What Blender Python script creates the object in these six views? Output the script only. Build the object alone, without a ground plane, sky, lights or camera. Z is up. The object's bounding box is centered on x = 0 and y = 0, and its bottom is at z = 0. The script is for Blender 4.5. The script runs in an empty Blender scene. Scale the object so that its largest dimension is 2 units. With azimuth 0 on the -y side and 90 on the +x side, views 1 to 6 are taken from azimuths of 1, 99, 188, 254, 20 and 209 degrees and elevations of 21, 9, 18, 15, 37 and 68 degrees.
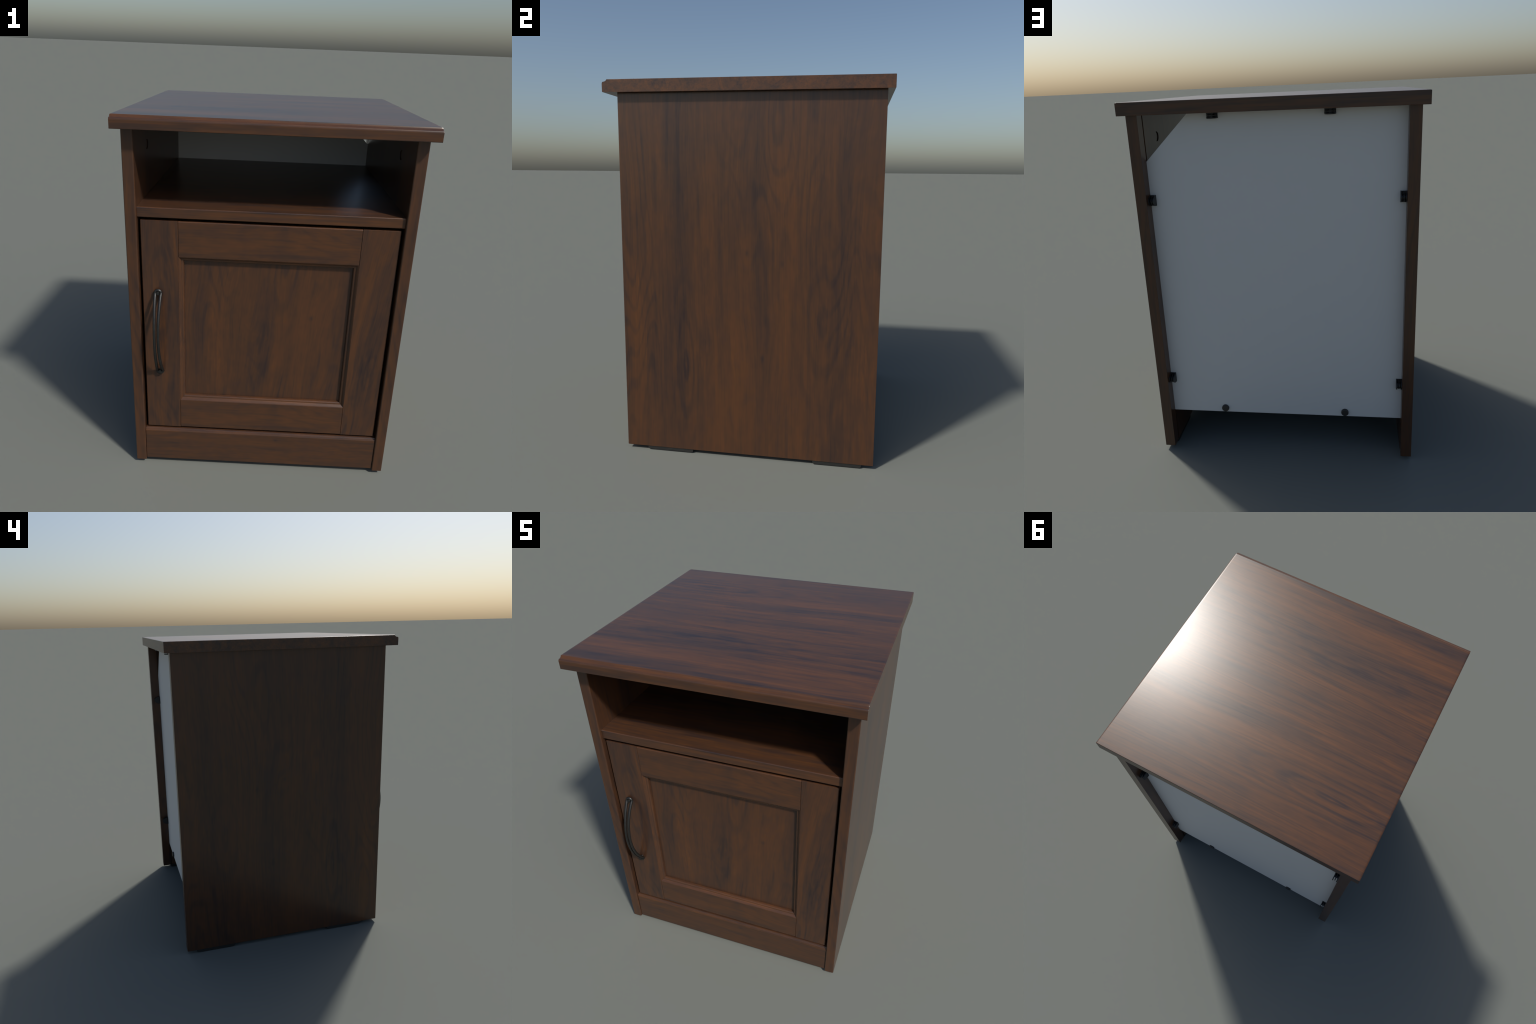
# Bedside cabinet in dark walnut laminate: overhanging top with a moulded front
# edge, open niche, framed door with a bow handle, plinth, grey back board held
# by black plastic clips.  Metres, z up, front faces -y.
import bpy, bmesh, math
from mathutils import Vector, Matrix

# ------------------------------------------------------------------ sizes
TOP_X, TOP_BACK, TOP_FRONT = 0.750, 0.737, -0.7205
TOP_Z, TOP_UNDER = 2.000, 1.9358
SIDE_OUT, SIDE_IN = 0.7170, 0.6595
SIDE_FRONT, SIDE_BACK = -0.6558, 0.7025
SIDE_FOOT = 0.0195
BACK_Y0, BACK_Y1, BACK_LOW = 0.6280, 0.6385, 0.2255
SHELF_LO, SHELF_HI, SHELF_FRONT = 1.5002, 1.5535, -0.638
DOOR_X, DOOR_LO, DOOR_HI, DOOR_FRONT, DOOR_BACK = 0.6465, 0.2505, 1.4858, -0.636, -0.564
STILE_IN, RAIL_LO, RAIL_HI = 0.4575, 0.4335, 1.2965
PANEL_Y = -0.6065

# ------------------------------------------------------------------ node helpers
class Tree:
    def __init__(self, tree):
        self.t = tree

    def new(self, kind, **props):
        n = self.t.nodes.new(kind)
        for k, v in props.items():
            setattr(n, k, v)
        return n

    def put(self, node, **inputs):
        for k, v in inputs.items():
            self.plug(v, node.inputs[k])
        return node

    def plug(self, v, socket):
        if hasattr(v, "is_output"):
            self.t.links.new(v, socket)
        else:
            socket.default_value = v

    def math(self, op, a, b=0.0, clamp=False):
        n = self.new("ShaderNodeMath", operation=op, use_clamp=clamp)
        self.plug(a, n.inputs[0])
        self.plug(b, n.inputs[1])
        return n.outputs[0]

    def vec(self, x, y, z):
        n = self.new("ShaderNodeCombineXYZ")
        for s, v in zip(n.inputs, (x, y, z)):
            self.plug(v, s)
        return n.outputs[0]

    def scaled(self, v, s):
        n = self.new("ShaderNodeVectorMath", operation="MULTIPLY")
        self.plug(v, n.inputs[0])
        n.inputs[1].default_value = s
        return n.outputs[0]

    def added(self, v, s):
        n = self.new("ShaderNodeVectorMath", operation="ADD")
        self.plug(v, n.inputs[0])
        self.plug(s, n.inputs[1])
        return n.outputs[0]

    def noise(self, v, scale=1.0, detail=2.0, rough=0.5, distort=0.0):
        n = self.new("ShaderNodeTexNoise")
        self.plug(v, n.inputs["Vector"])
        n.inputs["Scale"].default_value = scale
        n.inputs["Detail"].default_value = detail
        n.inputs["Roughness"].default_value = rough
        n.inputs["Distortion"].default_value = distort
        return n.outputs["Fac"]

    def span(self, v, lo, hi, to_lo=0.0, to_hi=1.0, smooth=True):
        n = self.new("ShaderNodeMapRange", interpolation_type="SMOOTHSTEP" if smooth else "LINEAR")
        self.plug(v, n.inputs["Value"])
        for k, x in (("From Min", lo), ("From Max", hi), ("To Min", to_lo), ("To Max", to_hi)):
            n.inputs[k].default_value = x
        return n.outputs[0]

    def ramp(self, v, stops):
        n = self.new("ShaderNodeValToRGB")
        el = n.color_ramp.elements
        while len(el) < len(stops):
            el.new(0.5)
        for e, (p, c) in zip(el, stops):
            e.position = p
            e.color = (*c, 1)
        self.plug(v, n.inputs[0])
        return n.outputs[0]

    def blend(self, fac, a, b, mode="MIX"):
        n = self.new("ShaderNodeMix", data_type="RGBA", blend_type=mode)
        self.plug(fac, n.inputs[0])
        self.plug(a, n.inputs[6])
        self.plug(b, n.inputs[7])
        return n.outputs[2]


RAMP = [(0.06, (0.0275, 0.0165, 0.0160)), (0.28, (0.0445, 0.0240, 0.0172)), (0.50, (0.0640, 0.0300, 0.0165)),
        (0.72, (0.0860, 0.0360, 0.0155)), (0.95, (0.1120, 0.0440, 0.0160))]


def grain_group():
    """Walnut figure.  Input vector: x across the grain, y along it, z into the board."""
    g = bpy.data.node_groups.new("walnut_grain", "ShaderNodeTree")
    g.interface.new_socket("Vector", in_out="INPUT", socket_type="NodeSocketVector")
    g.interface.new_socket("Tone", in_out="INPUT", socket_type="NodeSocketFloat")
    g.interface.new_socket("Contrast", in_out="INPUT", socket_type="NodeSocketFloat")
    g.interface.new_socket("Color", in_out="OUTPUT", socket_type="NodeSocketColor")
    g.interface.new_socket("Fibre", in_out="OUTPUT", socket_type="NodeSocketFloat")
    t = Tree(g)
    gi, go = t.new("NodeGroupInput"), t.new("NodeGroupOutput")
    v, tone_in = gi.outputs["Vector"], gi.outputs["Tone"]

    # slow sideways wander of the grain
    wander = t.noise(t.scaled(v, (2.6, 1.0, 2.6)), 1.0, 3.0, 0.5)
    shift = t.math("MULTIPLY", t.math("SUBTRACT", wander, 0.5), 0.13)
    w = t.added(v, t.vec(shift, 0.0, 0.0))

    broad = t.noise(t.scaled(w, (9.0, 0.45, 9.0)), 1.0, 2.0, 0.55)         # wide bands
    streak = t.noise(t.scaled(w, (32.0, 2.0, 32.0)), 1.0, 3.0, 0.6)        # streaks
    fine = t.noise(t.scaled(w, (105.0, 7.0, 105.0)), 1.0, 2.0, 0.55)        # fine streaks
    lines = t.noise(t.scaled(w, (170.0, 1.6, 170.0)), 1.0, 1.0, 0.5)       # long thin lines
    fibre = t.noise(t.scaled(v, (260.0, 9.0, 260.0)), 1.0, 1.0, 0.5)       # fibres
    mottle = t.noise(t.scaled(w, (34.0, 15.0, 34.0)), 1.0, 3.0, 0.6)      # cross mottling
    fleck = t.noise(t.scaled(w, (75.0, 9.0, 75.0)), 1.0, 4.0, 0.7)         # pale dashes
    fleck_at = t.span(t.noise(t.scaled(t.added(v, (3.7, 8.1, 1.4)), (7.0, 1.6, 7.0)), 1.0, 2.0), 0.54, 0.64)
    fleck = t.math("MULTIPLY", t.span(fleck, 0.53, 0.62), fleck_at)
    # growth rings sliced at a flat angle: contour lines of a stretched hill field
    hill = t.noise(t.scaled(v, (3.4, 0.62, 3.4)), 1.0, 2.0, 0.35)
    ring = t.math("SINE", t.math("MULTIPLY", hill, 150.0))
    ring_line = t.span(ring, 0.2, 1.0)
    where = t.span(t.noise(t.scaled(t.added(v, (7.3, 2.1, 4.4)), (3.2, 1.0, 3.2)), 1.0, 1.0), 0.42, 0.62, 0.15, 1.0)
    ring_line = t.math("MULTIPLY", ring_line, where)

    def centred(x, k):
        return t.math("MULTIPLY", t.math("SUBTRACT", x, 0.5), k)
    tone = centred(broad, 0.60)
    for x, k in ((streak, 0.62), (fine, 0.40), (lines, 0.34), (mottle, 0.42), (fibre, 0.08)):
        tone = t.math("ADD", tone, centred(x, k))
    tone = t.math("ADD", 0.50, t.math("MULTIPLY", tone, gi.outputs["Contrast"]))
    tone = t.math("SUBTRACT", tone, t.math("MULTIPLY", t.math("SUBTRACT", ring_line, 0.2), 0.16))
    tone = t.math("ADD", tone, t.math("MULTIPLY", fleck, 0.13))
    tone = t.math("ADD", tone, tone_in, clamp=True)
    col = t.ramp(tone, RAMP)
    t.plug(col, go.inputs["Color"])
    t.plug(fibre, go.inputs["Fibre"])
    return g


GRAIN = grain_group()


def wood(name, across, along, offset=(0.0, 0.0, 0.0), tone=0.0, bands=(), figures=(), contrast=1.0, stretch=1.0, slant=0.0, roughness=0.285):
    """Walnut laminate.  across / along: object axes, measured from the part's centre.
    bands: darker (-) or lighter (+) streaks (across, along, half width, half length, amount);
    figures: nested growth-ring ovals (across, along, half width, half length, reach, amount)."""
    m = bpy.data.materials.new(name)
    m.use_nodes = True
    t = Tree(m.node_tree)
    bsdf = m.node_tree.nodes["Principled BSDF"]
    sep = t.new("ShaderNodeSeparateXYZ")
    t.plug(t.new("ShaderNodeTexCoord").outputs["Object"], sep.inputs[0])
    into = ({"X", "Y", "Z"} - {across, along}).pop()
    a, l, d = (sep.outputs[k] for k in (across, along, into))
    if slant:
        a = t.math("SUBTRACT", a, t.math("MULTIPLY", l, slant))
    v = t.added(t.vec(a, t.math("MULTIPLY", l, 1.0 / stretch), d), offset)
    total = tone
    if bands or figures:
        wob = t.math("MULTIPLY", t.math("SUBTRACT", t.noise(t.scaled(v, (6.0, 2.2, 6.0)), 1.0, 4.0, 0.62), 0.5), 0.085)
        calm = t.math("MULTIPLY", t.math("SUBTRACT", t.noise(t.scaled(v, (9.0, 4.0, 9.0)), 1.0, 2.0, 0.5), 0.5), 0.035)

        def radius2(ca, cl, wa, wl, wobble):
            x = t.math("DIVIDE", t.math("SUBTRACT", t.math("ADD", a, wobble), ca), wa)
            y = t.math("DIVIDE", t.math("SUBTRACT", l, cl), wl)
            return t.math("ADD", t.math("MULTIPLY", x, x), t.math("MULTIPLY", y, y))
        for ca, cl, wa, wl, amount in bands:
            fade = t.math("EXPONENT", t.math("MULTIPLY", radius2(ca, cl, wa, wl, wob if wa > 0.012 else 0.0), -1.0))
            total = t.math("ADD", total, t.math("MULTIPLY", fade, amount))
        for ca, cl, wa, wl, reach, amount in figures:
            r2 = radius2(ca, cl, wa, wl, calm)
            r = t.math("SQRT", r2)
            line = t.span(t.math("SINE", t.math("MULTIPLY", r, 8.2)), 0.0, 1.0)
            fade = t.math("EXPONENT", t.math("MULTIPLY", r2, -1.0 / (reach * reach)))
            total = t.math("SUBTRACT", total, t.math("MULTIPLY", t.math("MULTIPLY", line, fade), amount))
    grp = t.new("ShaderNodeGroup")
    grp.node_tree = GRAIN
    t.plug(v, grp.inputs["Vector"])
    t.plug(total, grp.inputs["Tone"])
    grp.inputs["Contrast"].default_value = contrast
    t.plug(grp.outputs["Color"], bsdf.inputs["Base Color"])
    t.plug(t.span(grp.outputs["Fibre"], 0.2, 0.8, roughness - 0.006, roughness + 0.008), bsdf.inputs["Roughness"])
    bump = t.new("ShaderNodeBump")
    bump.inputs["Strength"].default_value = 0.008
    bump.inputs["Distance"].default_value = 0.002
    t.plug(grp.outputs["Fibre"], bump.inputs["Height"])
    t.plug(bump.outputs[0], bsdf.inputs["Normal"])
    return m


def plain(name, colour, roughness, metallic=0.0, grain=0.0, scale=60.0):
    m = bpy.data.materials.new(name)
    m.use_nodes = True
    t = Tree(m.node_tree)
    bsdf = m.node_tree.nodes["Principled BSDF"]
    n = t.noise(t.new("ShaderNodeTexCoord").outputs["Object"], scale, 3.0, 0.6)
    lo = tuple(c * (1 - grain) for c in colour)
    hi = tuple(c * (1 + grain) for c in colour)
    t.plug(t.ramp(n, [(0.3, lo), (0.7, hi)]), bsdf.inputs["Base Color"])
    bsdf.inputs["Roughness"].default_value = roughness
    bsdf.inputs["Metallic"].default_value = metallic
    return m


# ------------------------------------------------------------------ mesh helpers
def empty(name, at=(0, 0, 0), parent=None):
    o = bpy.data.objects.new(name, None)
    o.empty_display_size = 0.1
    bpy.context.collection.objects.link(o)
    o.parent = parent
    o.location = at
    return o


def flat_normals(o):
    """Large faces keep their own normal; only the small rounding faces bend."""
    mod = o.modifiers.new("weighted", "WEIGHTED_NORMAL")
    mod.mode, mod.weight, mod.thresh, mod.keep_sharp = "FACE_AREA", 100, 0.01, True
    bpy.context.view_layer.update()
    done = bpy.data.meshes.new_from_object(o.evaluated_get(bpy.context.evaluated_depsgraph_get()))
    o.modifiers.clear()
    old = o.data
    o.data = done
    name = old.name
    bpy.data.meshes.remove(old)
    done.name = name


def add_mesh(name, bm, material, parent, origin=None, smooth_angle=35):
    """Turns a world-space bmesh into an object whose origin is its centre."""
    bmesh.ops.recalc_face_normals(bm, faces=bm.faces)
    if origin is None:
        xs = [v.co for v in bm.verts]
        origin = Vector([(min(c[i] for c in xs) + max(c[i] for c in xs)) / 2 for i in range(3)])
    origin = Vector(origin)
    bmesh.ops.translate(bm, verts=bm.verts, vec=-origin)
    for f in bm.faces:
        f.smooth = True
    for e in bm.edges:
        if len(e.link_faces) == 2:
            e.smooth = e.calc_face_angle(0.0) < math.radians(smooth_angle)
    me = bpy.data.meshes.new(name)
    bm.to_mesh(me)
    bm.free()
    me.materials.append(material)
    o = bpy.data.objects.new(name, me)
    bpy.context.collection.objects.link(o)
    flat_normals(o)
    o.parent = parent
    base = Vector((0, 0, 0))
    p = parent
    while p is not None:
        base += p.location
        p = p.parent
    o.location = origin - base
    return o


def corner(p, a, b, r, n=4):
    """Rounded corner at p between directions a (incoming) and b (outgoing)."""
    p, a, b = Vector(p), Vector(a).normalized(), Vector(b).normalized()
    c = p - a * r + b * r
    out = []
    for i in range(n + 1):
        k = math.pi / 2 * i / n
        out.append(tuple(c - b * r * math.cos(k) + a * r * math.sin(k)))
    return out


def rounded_rect(x0, y0, x1, y1, r00=0.001, r10=0.001, r11=0.001, r01=0.001):
    """Counter-clockwise outline, one radius per corner."""
    return (corner((x0, y0), (0, -1), (1, 0), r00) + corner((x1, y0), (1, 0), (0, 1), r10)
            + corner((x1, y1), (0, 1), (-1, 0), r11) + corner((x0, y1), (-1, 0), (0, -1), r01))


def prism(outline, axis, lo, hi, end_round=0.001):
    """Extrudes a 2D outline along x (outline in y,z), y (x,z) or z (x,y)."""
    place = {"x": lambda u, v, w: (w, u, v), "y": lambda u, v, w: (u, w, v), "z": lambda u, v, w: (u, v, w)}[axis]
    bm = bmesh.new()
    rings = [[bm.verts.new(place(u, v, w)) for u, v in outline] for w in (lo, hi)]
    n = len(outline)
    for i in range(n):
        bm.faces.new((rings[0][i], rings[0][(i + 1) % n], rings[1][(i + 1) % n], rings[1][i]))
    caps = [bm.faces.new(rings[0][::-1]), bm.faces.new(rings[1])]
    if end_round:
        edges = {e for f in caps for e in f.edges}
        bmesh.ops.bevel(bm, geom=list(edges), offset=end_round, segments=3, profile=0.5, affect="EDGES", clamp_overlap=True)
    return bm


def cylinder_cut(obj, centre, axis, radius, depth):
    """Bores a blind round hole with a Boolean; centre in world space."""
    bm = bmesh.new()
    rot = Vector((0, 0, 1)).rotation_difference(Vector(axis)).to_matrix().to_4x4()
    bmesh.ops.create_cone(bm, cap_ends=True, segments=40, radius1=radius, radius2=radius, depth=2 * depth,
                          matrix=Matrix.Translation(Vector(centre) - obj.matrix_world.translation) @ rot)
    me = bpy.data.meshes.new("drill")
    bm.to_mesh(me)
    bm.free()
    c = bpy.data.objects.new("drill", me)
    bpy.context.collection.objects.link(c)
    c.matrix_world = obj.matrix_world
    mod = obj.modifiers.new("bore", "BOOLEAN")
    mod.operation, mod.solver, mod.object = "DIFFERENCE", "EXACT", c
    bpy.context.view_layer.update()
    done = bpy.data.meshes.new_from_object(obj.evaluated_get(bpy.context.evaluated_depsgraph_get()))
    obj.modifiers.clear()
    name = obj.data.name
    obj.data = done
    done.name = name
    bpy.data.objects.remove(c)
    flat_normals(obj)


# ------------------------------------------------------------------ materials
white_board = plain("grey_white_hardboard", (0.635, 0.620, 0.600), 0.55, grain=0.004, scale=9.0)
bronze = plain("dark_bronze_metal", (0.052, 0.052, 0.051), 0.40, metallic=0.8, grain=0.12)
black_plastic = plain("black_plastic", (0.012, 0.012, 0.013), 0.42, grain=0.1)
brown_plastic = plain("dark_brown_plastic", (0.026, 0.024, 0.022), 0.45, grain=0.1)
foot_plastic = plain("foot_plastic", (0.018, 0.018, 0.017), 0.5, grain=0.1)

# where the darker and lighter streaks lie on each board
SIDE_BANDS = [(-0.36, 0.00, 0.055, 1.10, -0.15), (0.10, -0.22, 0.050, 0.50, -0.17), (0.49, 0.15, 0.040, 0.70, -0.13),
              (-0.46, -0.65, 0.060, 0.45, -0.12), (0.03, 0.55, 0.060, 0.45, -0.06), (-0.30, 0.72, 0.200, 0.25, -0.06),
              (-0.595, -0.45, 0.055, 0.60, 0.18), (-0.10, -0.72, 0.090, 0.35, 0.17), (0.64, -0.35, 0.055, 0.80, 0.12),
              (0.21, -0.10, 0.060, 0.55, 0.08), (0.17, 0.55, 0.030, 0.30, 0.12), (0.00, 0.22, 0.030, 0.35, 0.13),
              (0.31, 0.60, 0.080, 0.30, 0.08), (-0.21, 0.35, 0.040, 0.50, 0.06),
              (0.185, 0.10, 0.010, 0.022, -0.30), (0.085, -0.41, 0.009, 0.022, -0.30), (0.00, 0.15, 0.008, 0.014, -0.25)]
SIDE_FIGURES = [(-0.335, -0.47, 0.046, 0.290, 1.45, 0.26), (0.40, -0.20, 0.085, 0.280, 1.5, 0.18), (-0.22, 0.05, 0.085, 0.420, 1.3, 0.12)]
TOP_BANDS = [(-0.31, -0.22, 0.080, 0.42, -0.17), (-0.085, -0.55, 0.035, 0.42, -0.17), (0.41, -0.55, 0.030, 0.32, -0.20),
             (-0.64, -0.40, 0.030, 0.70, -0.19), (-0.46, 0.10, 0.035, 0.28, -0.10), (0.00, 0.33, 0.035, 0.30, -0.16),
             (-0.36, 0.12, 0.030, 0.25, -0.12), (0.52, 0.50, 0.050, 0.30, -0.08),
             (-0.52, -0.58, 0.035, 0.25, 0.16), (0.20, -0.48, 0.070, 0.45, 0.13), (-0.14, 0.05, 0.015, 0.35, 0.15),
             (0.58, -0.50, 0.080, 0.50, 0.10), (-0.56, -0.30, 0.020, 0.30, 0.14), (-0.40, 0.42, 0.030, 0.30, 0.12), (0.30, 0.30, 0.060, 0.40, 0.06),
             (0.185, 0.18, 0.008, 0.025, -0.28)]
TOP_FIGURES = [(0.43, -0.46, 0.055, 0.300, 1.8, 0.30), (-0.30, -0.28, 0.070, 0.260, 1.6, 0.20)]
PANEL_BANDS = [(-0.37, -0.05, 0.040, 0.30, -0.17), (0.01, -0.25, 0.035, 0.20, -0.16), (0.00, 0.05, 0.030, 0.18, -0.12), (0.40, 0.0, 0.030, 0.45, -0.10),
               (-0.27, 0.10, 0.050, 0.22, 0.13), (-0.25, -0.22, 0.050, 0.20, 0.15), (0.08, -0.08, 0.035, 0.35, 0.13), (0.24, 0.02, 0.060, 0.35, 0.11),
               (-0.10, -0.14, 0.035, 0.25, 0.08), (0.233, 0.104, 0.011, 0.014, -0.32)]
PANEL_FIGURES = [(0.07, 0.42, 0.055, 0.280, 1.5, 0.22), (-0.02, -0.02, 0.060, 0.330, 1.3, 0.12)]
LEFT_BANDS = [(0.075, 0.08, 0.030, 0.16, -0.14), (0.060, -0.48, 0.030, 0.16, -0.15), (0.02, 0.50, 0.020, 0.20, -0.10),
              (-0.05, 0.25, 0.030, 0.35, 0.10), (0.02, -0.22, 0.030, 0.25, 0.10)]
RIGHT_BANDS = [(0.030, -0.02, 0.050, 0.25, -0.16), (0.050, 0.40, 0.040, 0.30, -0.12), (-0.07, 0.10, 0.020, 0.50, 0.08), (-0.06, -0.45, 0.030, 0.15, 0.07)]
RAIL_BANDS = [(0.0, 0.25, 0.040, 0.18, 0.14), (0.0, -0.15, 0.040, 0.15, 0.06), (0.04, -0.35, 0.040, 0.15, -0.06)]
side_wood = wood("walnut_side", "Y", "Z", (0.0, 0.0, 5.0), bands=SIDE_BANDS, figures=SIDE_FIGURES, contrast=0.88, stretch=1.3)
top_wood = wood("walnut_top", "Y", "X", (3.1, 1.7, 0.0), tone=0.06, bands=TOP_BANDS, figures=TOP_FIGURES, contrast=1.5, stretch=2.4)
shelf_wood = wood("walnut_shelf", "Y", "X", (6.2, 4.7, 0.0), contrast=1.4, stretch=2.2)
plinth_wood = wood("walnut_plinth", "Z", "X", (9.4, 0.3, 0.0), tone=0.03, bands=[(0.06, 0.089, 0.009, 0.014, -0.3)])
rail_wood = wood("walnut_rail", "Z", "X", (12.9, 7.3, 0.0), tone=0.02, bands=RAIL_BANDS)
stile_wood = {-1: wood("walnut_lock_stile", "X", "Z", (15.2, 2.3, 0.0), bands=LEFT_BANDS, figures=[(0.00, 0.22, 0.050, 0.260, 1.6, 0.20)]),
              1: wood("walnut_hinge_stile", "X", "Z", (21.2, 4.3, 0.0), bands=RIGHT_BANDS, slant=0.10,
                      figures=[(0.050, -0.20, 0.034, 0.110, 1.4, 0.13), (-0.015, -0.62, 0.040, 0.250, 1.6, 0.20)])}
moulding_wood = wood("walnut_moulding", "X", "Z", (23.2, 1.3, 0.0))
panel_wood = wood("walnut_panel", "X", "Z", (18.7, 6.1, 0.0), tone=0.01, bands=PANEL_BANDS, figures=PANEL_FIGURES, slant=0.07, contrast=0.85)

# ------------------------------------------------------------------ the cabinet
cabinet = empty("bedside_cabinet")
cabinet["label"] = "dark walnut bedside cabinet with open niche and framed door"
cabinet["category"] = "nightstand"

# top: square back and sides, cove and round moulding along the front
f = TOP_FRONT
LIP = [(0.0, 0.0), (0.0015, 0.0020), (0.0030, 0.0050), (0.0068, 0.0085), (0.0118, 0.0110), (0.0162, 0.0120), (0.0195, 0.0122),
       (0.0222, 0.0136), (0.0243, 0.0164), (0.0254, 0.0200), (0.0258, 0.0240)]      # (forward, down) from the upper edge
top_outline = (corner((TOP_BACK, TOP_UNDER), (1, 0), (0, 1), 0.0025) + corner((TOP_BACK, TOP_Z), (0, 1), (-1, 0), 0.0022)
               + [(f + 0.0258 - u, TOP_Z - v) for u, v in LIP]
               + corner((f, TOP_UNDER), (0, -1), (1, 0), 0.0035))
ROLL, DROP = 0.011, 0.0022      # the upper edge at both ends rolls off over ROLL
ends = [(e, DROP * (1 - math.sqrt(max(0.0, 1 - (1 - e / ROLL) ** 2)))) for e in (0.0, 0.0003, 0.0010, 0.0024, 0.0048, 0.0078, ROLL)]
bm = bmesh.new()
rows = []
for x, drop in [(-TOP_X + e, d) for e, d in ends] + [(TOP_X - e, d) for e, d in reversed(ends)]:
    rows.append([bm.verts.new((x, y, z - drop * max(0.0, (z - 1.975) / 0.025))) for y, z in top_outline])
for r0, r1 in zip(rows, rows[1:]):
    for i in range(len(r0)):
        j = (i + 1) % len(r0)
        bm.faces.new((r0[i], r0[j], r1[j], r1[i]))
bm.faces.new(rows[0][::-1])
bm.faces.new(rows[-1])
add_mesh("top_board", bm, top_wood, cabinet)

# side boards with a groove for the back board and bored connector holes
g0, g1, gd = BACK_Y0 - 0.0012, BACK_Y1 + 0.0012, 0.013
side_outline = (corner((SIDE_IN, SIDE_FRONT), (0, -1), (1, 0), 0.0070) + corner((SIDE_OUT, SIDE_FRONT), (1, 0), (0, 1), 0.0060)
                + corner((SIDE_OUT, SIDE_BACK), (0, 1), (-1, 0), 0.001) + corner((SIDE_IN, SIDE_BACK), (-1, 0), (0, -1), 0.001)
                + [(SIDE_IN, g1), (SIDE_IN + gd, g1), (SIDE_IN + gd, g0), (SIDE_IN, g0)])
HOLES = [(-0.358, 1.811), (0.449, 1.811)]
for s in (1, -1):
    side = add_mesh("side_board", prism([(s * x, y) for x, y in side_outline], "z", SIDE_FOOT, TOP_UNDER - 0.0004, 0.0012), side_wood, cabinet)
    bpy.context.view_layer.update()
    for hy, hz in HOLES:
        cylinder_cut(side, (s * SIDE_IN, hy, hz), (1, 0, 0), 0.0265, 0.016)
        bm = bmesh.new()
        bmesh.ops.create_cone(bm, cap_ends=True, segments=36, radius1=0.0238, radius2=0.0238, depth=0.011,
                              matrix=Matrix.Translation((s * (SIDE_IN + 0.0095), hy, hz)) @ Matrix.Rotation(math.pi / 2, 4, "Y"))
        add_mesh("connector_cap", bm, side_wood, cabinet)
    # low plastic feet under each board
    for y0, y1 in ((-0.537, -0.277), (0.383, 0.641)):
        out = rounded_rect(y0, 0.0, y1, SIDE_FOOT - 0.0003, 0.012, 0.012, 0.001, 0.001)
        x0, x1 = sorted((s * 0.662, s * 0.7145))
        add_mesh("foot", prism(out, "x", x0, x1, 0.003), foot_plastic, cabinet)

# shelf, bottom board and plinth
add_mesh("shelf", prism(rounded_rect(SHELF_FRONT, SHELF_LO, BACK_Y0 - 0.0005, SHELF_HI, 0.005, 0.001, 0.001, 0.006), "x",
                        -SIDE_IN + 0.0004, SIDE_IN - 0.0004, 0.0), shelf_wood, cabinet)
add_mesh("bottom_board", prism(rounded_rect(-0.558, 0.2260, BACK_Y0 - 0.0005, 0.2785), "x",
                               -SIDE_IN + 0.0004, SIDE_IN - 0.0004, 0.0), shelf_wood, cabinet)
p = -0.6470
plinth_outline = (corner((p, 0.0270), (0, -1), (1, 0), 0.003) + corner((-0.5930, 0.0270), (1, 0), (0, 1), 0.001)
                  + [(-0.5930, 0.2390), (-0.6330, 0.2390), (-0.6362, 0.2383), (-0.6378, 0.2362), (-0.6385, 0.2335),
                     (-0.6400, 0.2318), (-0.6430, 0.2308), (-0.6445, 0.2285), (-0.6450, 0.2262), (-0.6458, 0.2250), (-0.6467, 0.2232), (p, 0.2205)])
add_mesh("plinth", prism(plinth_outline, "x", -0.6577, 0.6577, 0.001), plinth_wood, cabinet)

# back board, slotted into the sides, its upper corner on the +x side sawn off
c_hi = (0.421, TOP_UNDER - 0.0005)
reach = SIDE_IN + 0.011
back_outline = [(-reach, BACK_LOW), (reach, BACK_LOW), (reach, 1.7010 - (reach - SIDE_IN)), c_hi, (-reach, TOP_UNDER - 0.0005)]
add_mesh("back_board", prism(back_outline, "y", BACK_Y0, BACK_Y1, 0.0006), white_board, cabinet)

# ------------------------------------------------------------------ door
door = empty("door", (0, DOOR_FRONT, DOOR_LO), cabinet)
for s in (1, -1):
    # outline as (x, y): outer front corner rounded, inner one only broken
    xs = (STILE_IN + 0.0005, DOOR_X)
    out = rounded_rect(xs[0], DOOR_FRONT, xs[1], DOOR_BACK, 0.0012, 0.005, 0.002, 0.001)
    add_mesh("stile", prism([(s * x, y) for x, y in out], "z", DOOR_LO, DOOR_HI, 0.005), stile_wood[s], door)
for z0, z1, r0, r1 in ((DOOR_LO, RAIL_LO, 0.005, 0.0015), (RAIL_HI, DOOR_HI, 0.0015, 0.006)):
    out = rounded_rect(DOOR_FRONT, z0, DOOR_BACK, z1, r0, 0.001, 0.001, r1)
    add_mesh("rail", prism(out, "x", -STILE_IN + 0.0010, STILE_IN - 0.0010, 0.0024), rail_wood, door)
add_mesh("panel", prism(rounded_rect(-STILE_IN + 0.001, RAIL_LO + 0.001, STILE_IN - 0.001, RAIL_HI - 0.001), "y",
                        PANEL_Y, DOOR_BACK - 0.004, 0.0), panel_wood, door)

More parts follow.
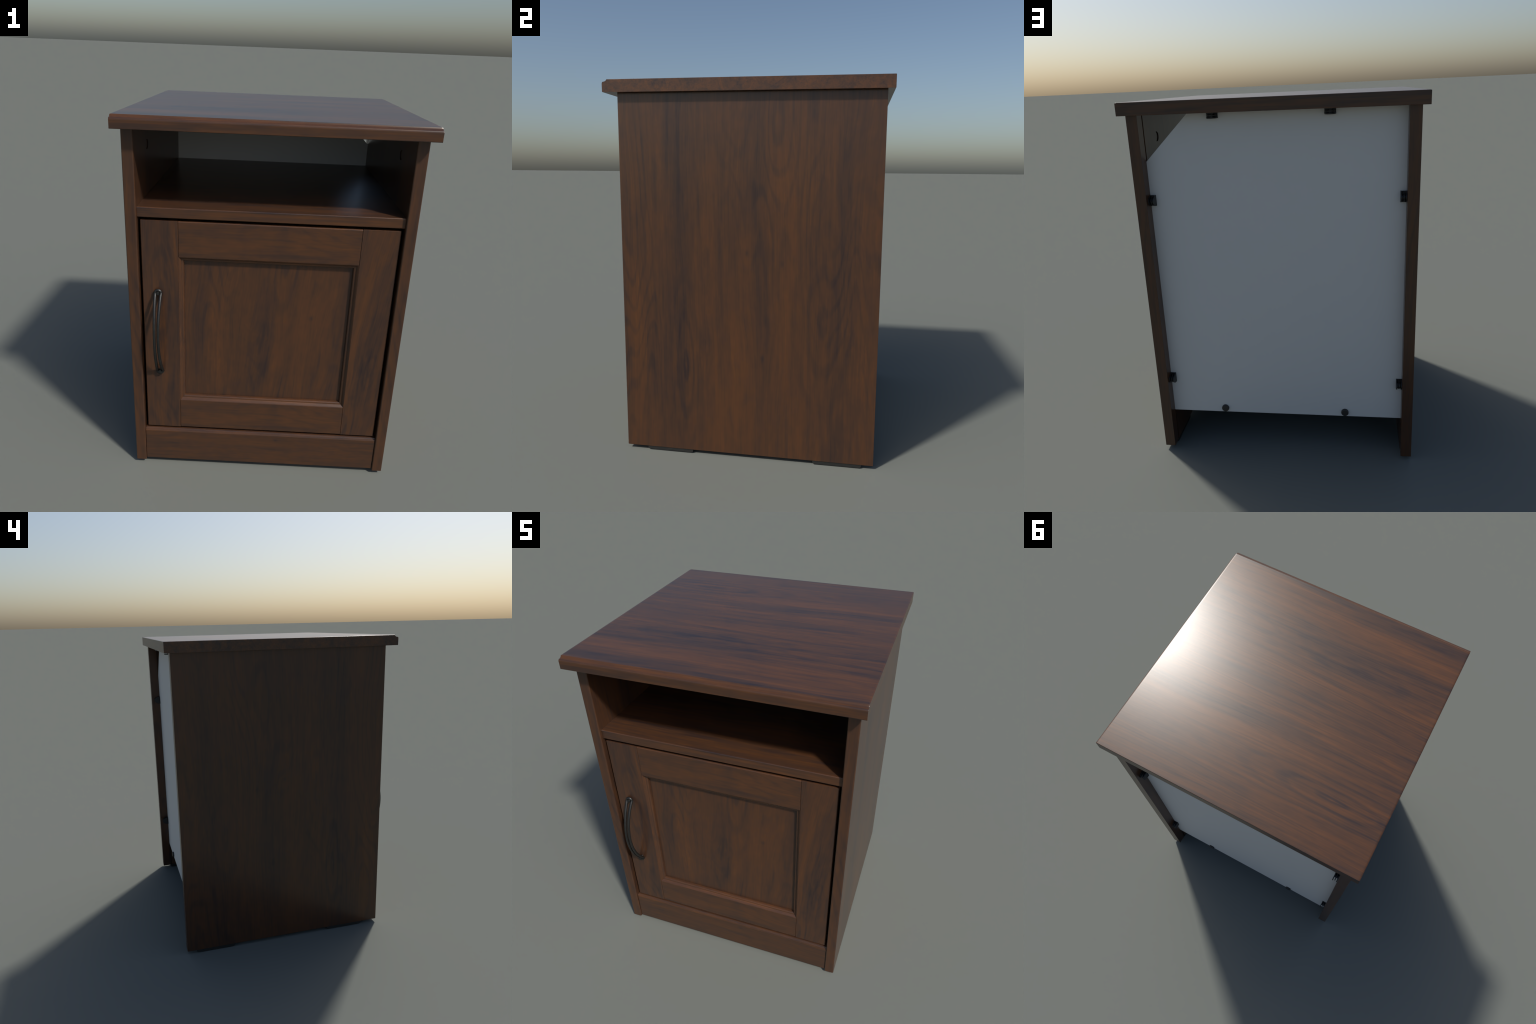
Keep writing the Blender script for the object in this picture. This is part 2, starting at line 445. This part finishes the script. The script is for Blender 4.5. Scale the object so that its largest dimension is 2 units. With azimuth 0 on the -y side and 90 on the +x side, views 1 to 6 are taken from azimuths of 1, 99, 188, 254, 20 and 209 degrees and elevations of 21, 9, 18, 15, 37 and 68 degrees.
# ogee moulding around the panel, four mitred lengths: (inset, depth behind the door face)
OGEE = [(0.0, 0.0004), (0.0006, 0.0004), (0.0022, 0.0012), (0.0050, 0.0038), (0.0085, 0.0078), (0.0112, 0.0106), (0.0120, 0.0122),
        (0.0132, 0.0128), (0.0165, 0.0126), (0.0200, 0.0136), (0.0228, 0.0160), (0.0243, 0.0195), (0.0248, 0.0235), (0.0250, 0.0300)]


def moulding(i):
    """Length i of the frame: 0 bottom, 1 right, 2 top, 3 left."""
    def at(c, inset, depth):
        x0, z0, x1, z1 = -STILE_IN + inset, RAIL_LO + inset, STILE_IN - inset, RAIL_HI - inset
        return (*((x0, z0), (x1, z0), (x1, z1), (x0, z1))[c % 4], depth)
    prof = OGEE + [(0.0, 0.0300)]
    bm = bmesh.new()
    rows = []
    for c in (i, i + 1):
        rows.append([bm.verts.new((x, DOOR_FRONT + d, z)) for x, z, d in (at(c, a, b) for a, b in prof)])
    n = len(prof)
    for k in range(n):
        bm.faces.new((rows[0][k], rows[1][k], rows[1][(k + 1) % n], rows[0][(k + 1) % n]))
    bm.faces.new(rows[0])
    bm.faces.new(rows[1][::-1])
    return bm


for i in range(4):
    add_mesh("moulding", moulding(i), rail_wood if i % 2 == 0 else moulding_wood, door, smooth_angle=40)

# bow handle: one wire bent into a long closed loop, on two posts
handle = empty("handle", (-0.5640, DOOR_FRONT, 0.8655), door)
HX, HZ, HALF, SAG, WIRE = -0.5640, 0.8640, 0.2330, 0.0824, 0.0076
R = (HALF ** 2 + SAG ** 2) / (2 * SAG)
ANG = math.asin(HALF / R)


def bow(k, x):
    """Point on the bow: k from -1 (lower end) to 1 (upper end), x sideways."""
    a = ANG * k
    y_mid = -0.737 + WIRE
    return (HX + x, y_mid + R * (1 - math.cos(a)), HZ + R * math.sin(a))


loop, steps = [], 40
half_gap = lambda k: 0.0098 + 0.0056 * k * k
for i in range(steps + 1):
    k = -1 + 2 * i / steps
    loop.append(bow(k, half_gap(k)))
for end, sgn in ((1, 1), (-1, -1)):
    arc = []
    for j in range(1, 12):
        b = math.pi * j / 12
        ex, ey, ez = bow(end, sgn * half_gap(1) * math.cos(b))
        arc.append((ex, ey, ez + end * half_gap(1) * math.sin(b)))
    loop += arc
    if end == 1:
        for i in range(steps + 1):
            k = 1 - 2 * i / steps
            loop.append(bow(k, -half_gap(k)))
cu = bpy.data.curves.new("handle_wire", "CURVE")
cu.dimensions, cu.bevel_depth, cu.bevel_resolution = "3D", WIRE, 5
sp = cu.splines.new("POLY")
sp.points.add(len(loop) - 1)
for q, c in zip(sp.points, loop):
    q.co = (*c, 1)
sp.use_cyclic_u = True
tmp = bpy.data.objects.new("handle_wire", cu)
bpy.context.collection.objects.link(tmp)
bm = bmesh.new()
bm.from_mesh(bpy.data.meshes.new_from_object(tmp.evaluated_get(bpy.context.evaluated_depsgraph_get())))
bpy.data.objects.remove(tmp)
add_mesh("grip_wire", bm, bronze, handle, smooth_angle=60)
for end in (1, -1):
    bx, by, bz = bow(end, 0.0)
    bm = bmesh.new()
    bmesh.ops.create_cone(bm, cap_ends=True, segments=24, radius1=0.0105, radius2=0.0090, depth=0.026,
                          matrix=Matrix.Translation((bx, DOOR_FRONT - 0.0105, bz + end * 0.002)) @ Matrix.Rotation(math.pi / 2, 4, "X"))
    add_mesh("handle_post", bm, bronze, handle)

# ------------------------------------------------------------------ back board fittings
def clip_mesh():
    """Corner clip: x = away from the cabinet board, y = out from the back board,
    z = along the joint.  Foot plate, three half-round fins and a hub."""
    bm = bmesh.new()

    def block(lo, hi):
        r = bmesh.ops.create_cube(bm, size=1.0)
        for v in r["verts"]:
            v.co = Vector([(lo[i] + hi[i]) / 2 + v.co[i] * (hi[i] - lo[i]) for i in range(3)])
    block((0.0, 0.0, -0.028), (0.030, 0.007, 0.028))
    for u, tall, deep in ((0.0003, 0.0285, 0.044), (0.0125, 0.025, 0.040), (0.0245, 0.0285, 0.045)):
        ring = [(deep * math.sin(a), tall * -math.cos(a)) for a in [math.pi * i / 14 for i in range(15)]]
        sides = [[bm.verts.new((u + k * 0.0055, 0.002 + n, w)) for n, w in ring] for k in (0, 1)]
        bm.faces.new(sides[0])
        bm.faces.new(sides[1][::-1])
        for i in range(15):
            j = (i + 1) % 15
            bm.faces.new((sides[0][i], sides[1][i], sides[1][j], sides[0][j]))
    bmesh.ops.create_cone(bm, cap_ends=True, segments=16, radius1=0.010, radius2=0.010, depth=0.026,
                          matrix=Matrix.Translation((0.015, 0.016, 0.0)) @ Matrix.Rotation(math.pi / 2, 4, "Y"))
    return bm


first_clip = add_mesh("clip", clip_mesh(), black_plastic, cabinet, origin=(0, 0, 0))
CLIPS = [((SIDE_IN - 0.0003, 1.497), "right"), ((SIDE_IN - 0.0003, 0.448), "right"),
         ((-SIDE_IN + 0.0003, 1.497), "left"), ((-SIDE_IN + 0.0003, 0.448), "left"),
         ((0.293, TOP_UNDER - 0.0003), "top"), ((-0.290, TOP_UNDER - 0.0003), "top")]
TURN = {"left": 0.0, "right": math.pi, "top": math.pi / 2}
for i, ((x, z), where) in enumerate(CLIPS):
    o = first_clip if i == 0 else first_clip.copy()
    if i:
        bpy.context.collection.objects.link(o)
    o.location = (x, BACK_Y1 - 0.0005, z)
    o.rotation_euler = (0, TURN[where], 0)

bm = bmesh.new()
bmesh.ops.create_cone(bm, cap_ends=True, segments=32, radius1=0.0207, radius2=0.0207, depth=0.013,
                      matrix=Matrix.Translation((0, 0.0065, 0)) @ Matrix.Rotation(-math.pi / 2, 4, "X"))
rim = [e for e in bm.edges if all(v.co.y > 0.012 for v in e.verts)]
bmesh.ops.bevel(bm, geom=rim, offset=0.004, segments=3, profile=0.5, affect="EDGES")
first_pin = add_mesh("fixing_pin", bm, brown_plastic, cabinet, origin=(0, 0, 0))
for i, x in enumerate((0.3485, -0.3480)):
    o = first_pin if i == 0 else first_pin.copy()
    if i:
        bpy.context.collection.objects.link(o)
    o.location = (x, BACK_Y1 - 0.0004, 0.2525)
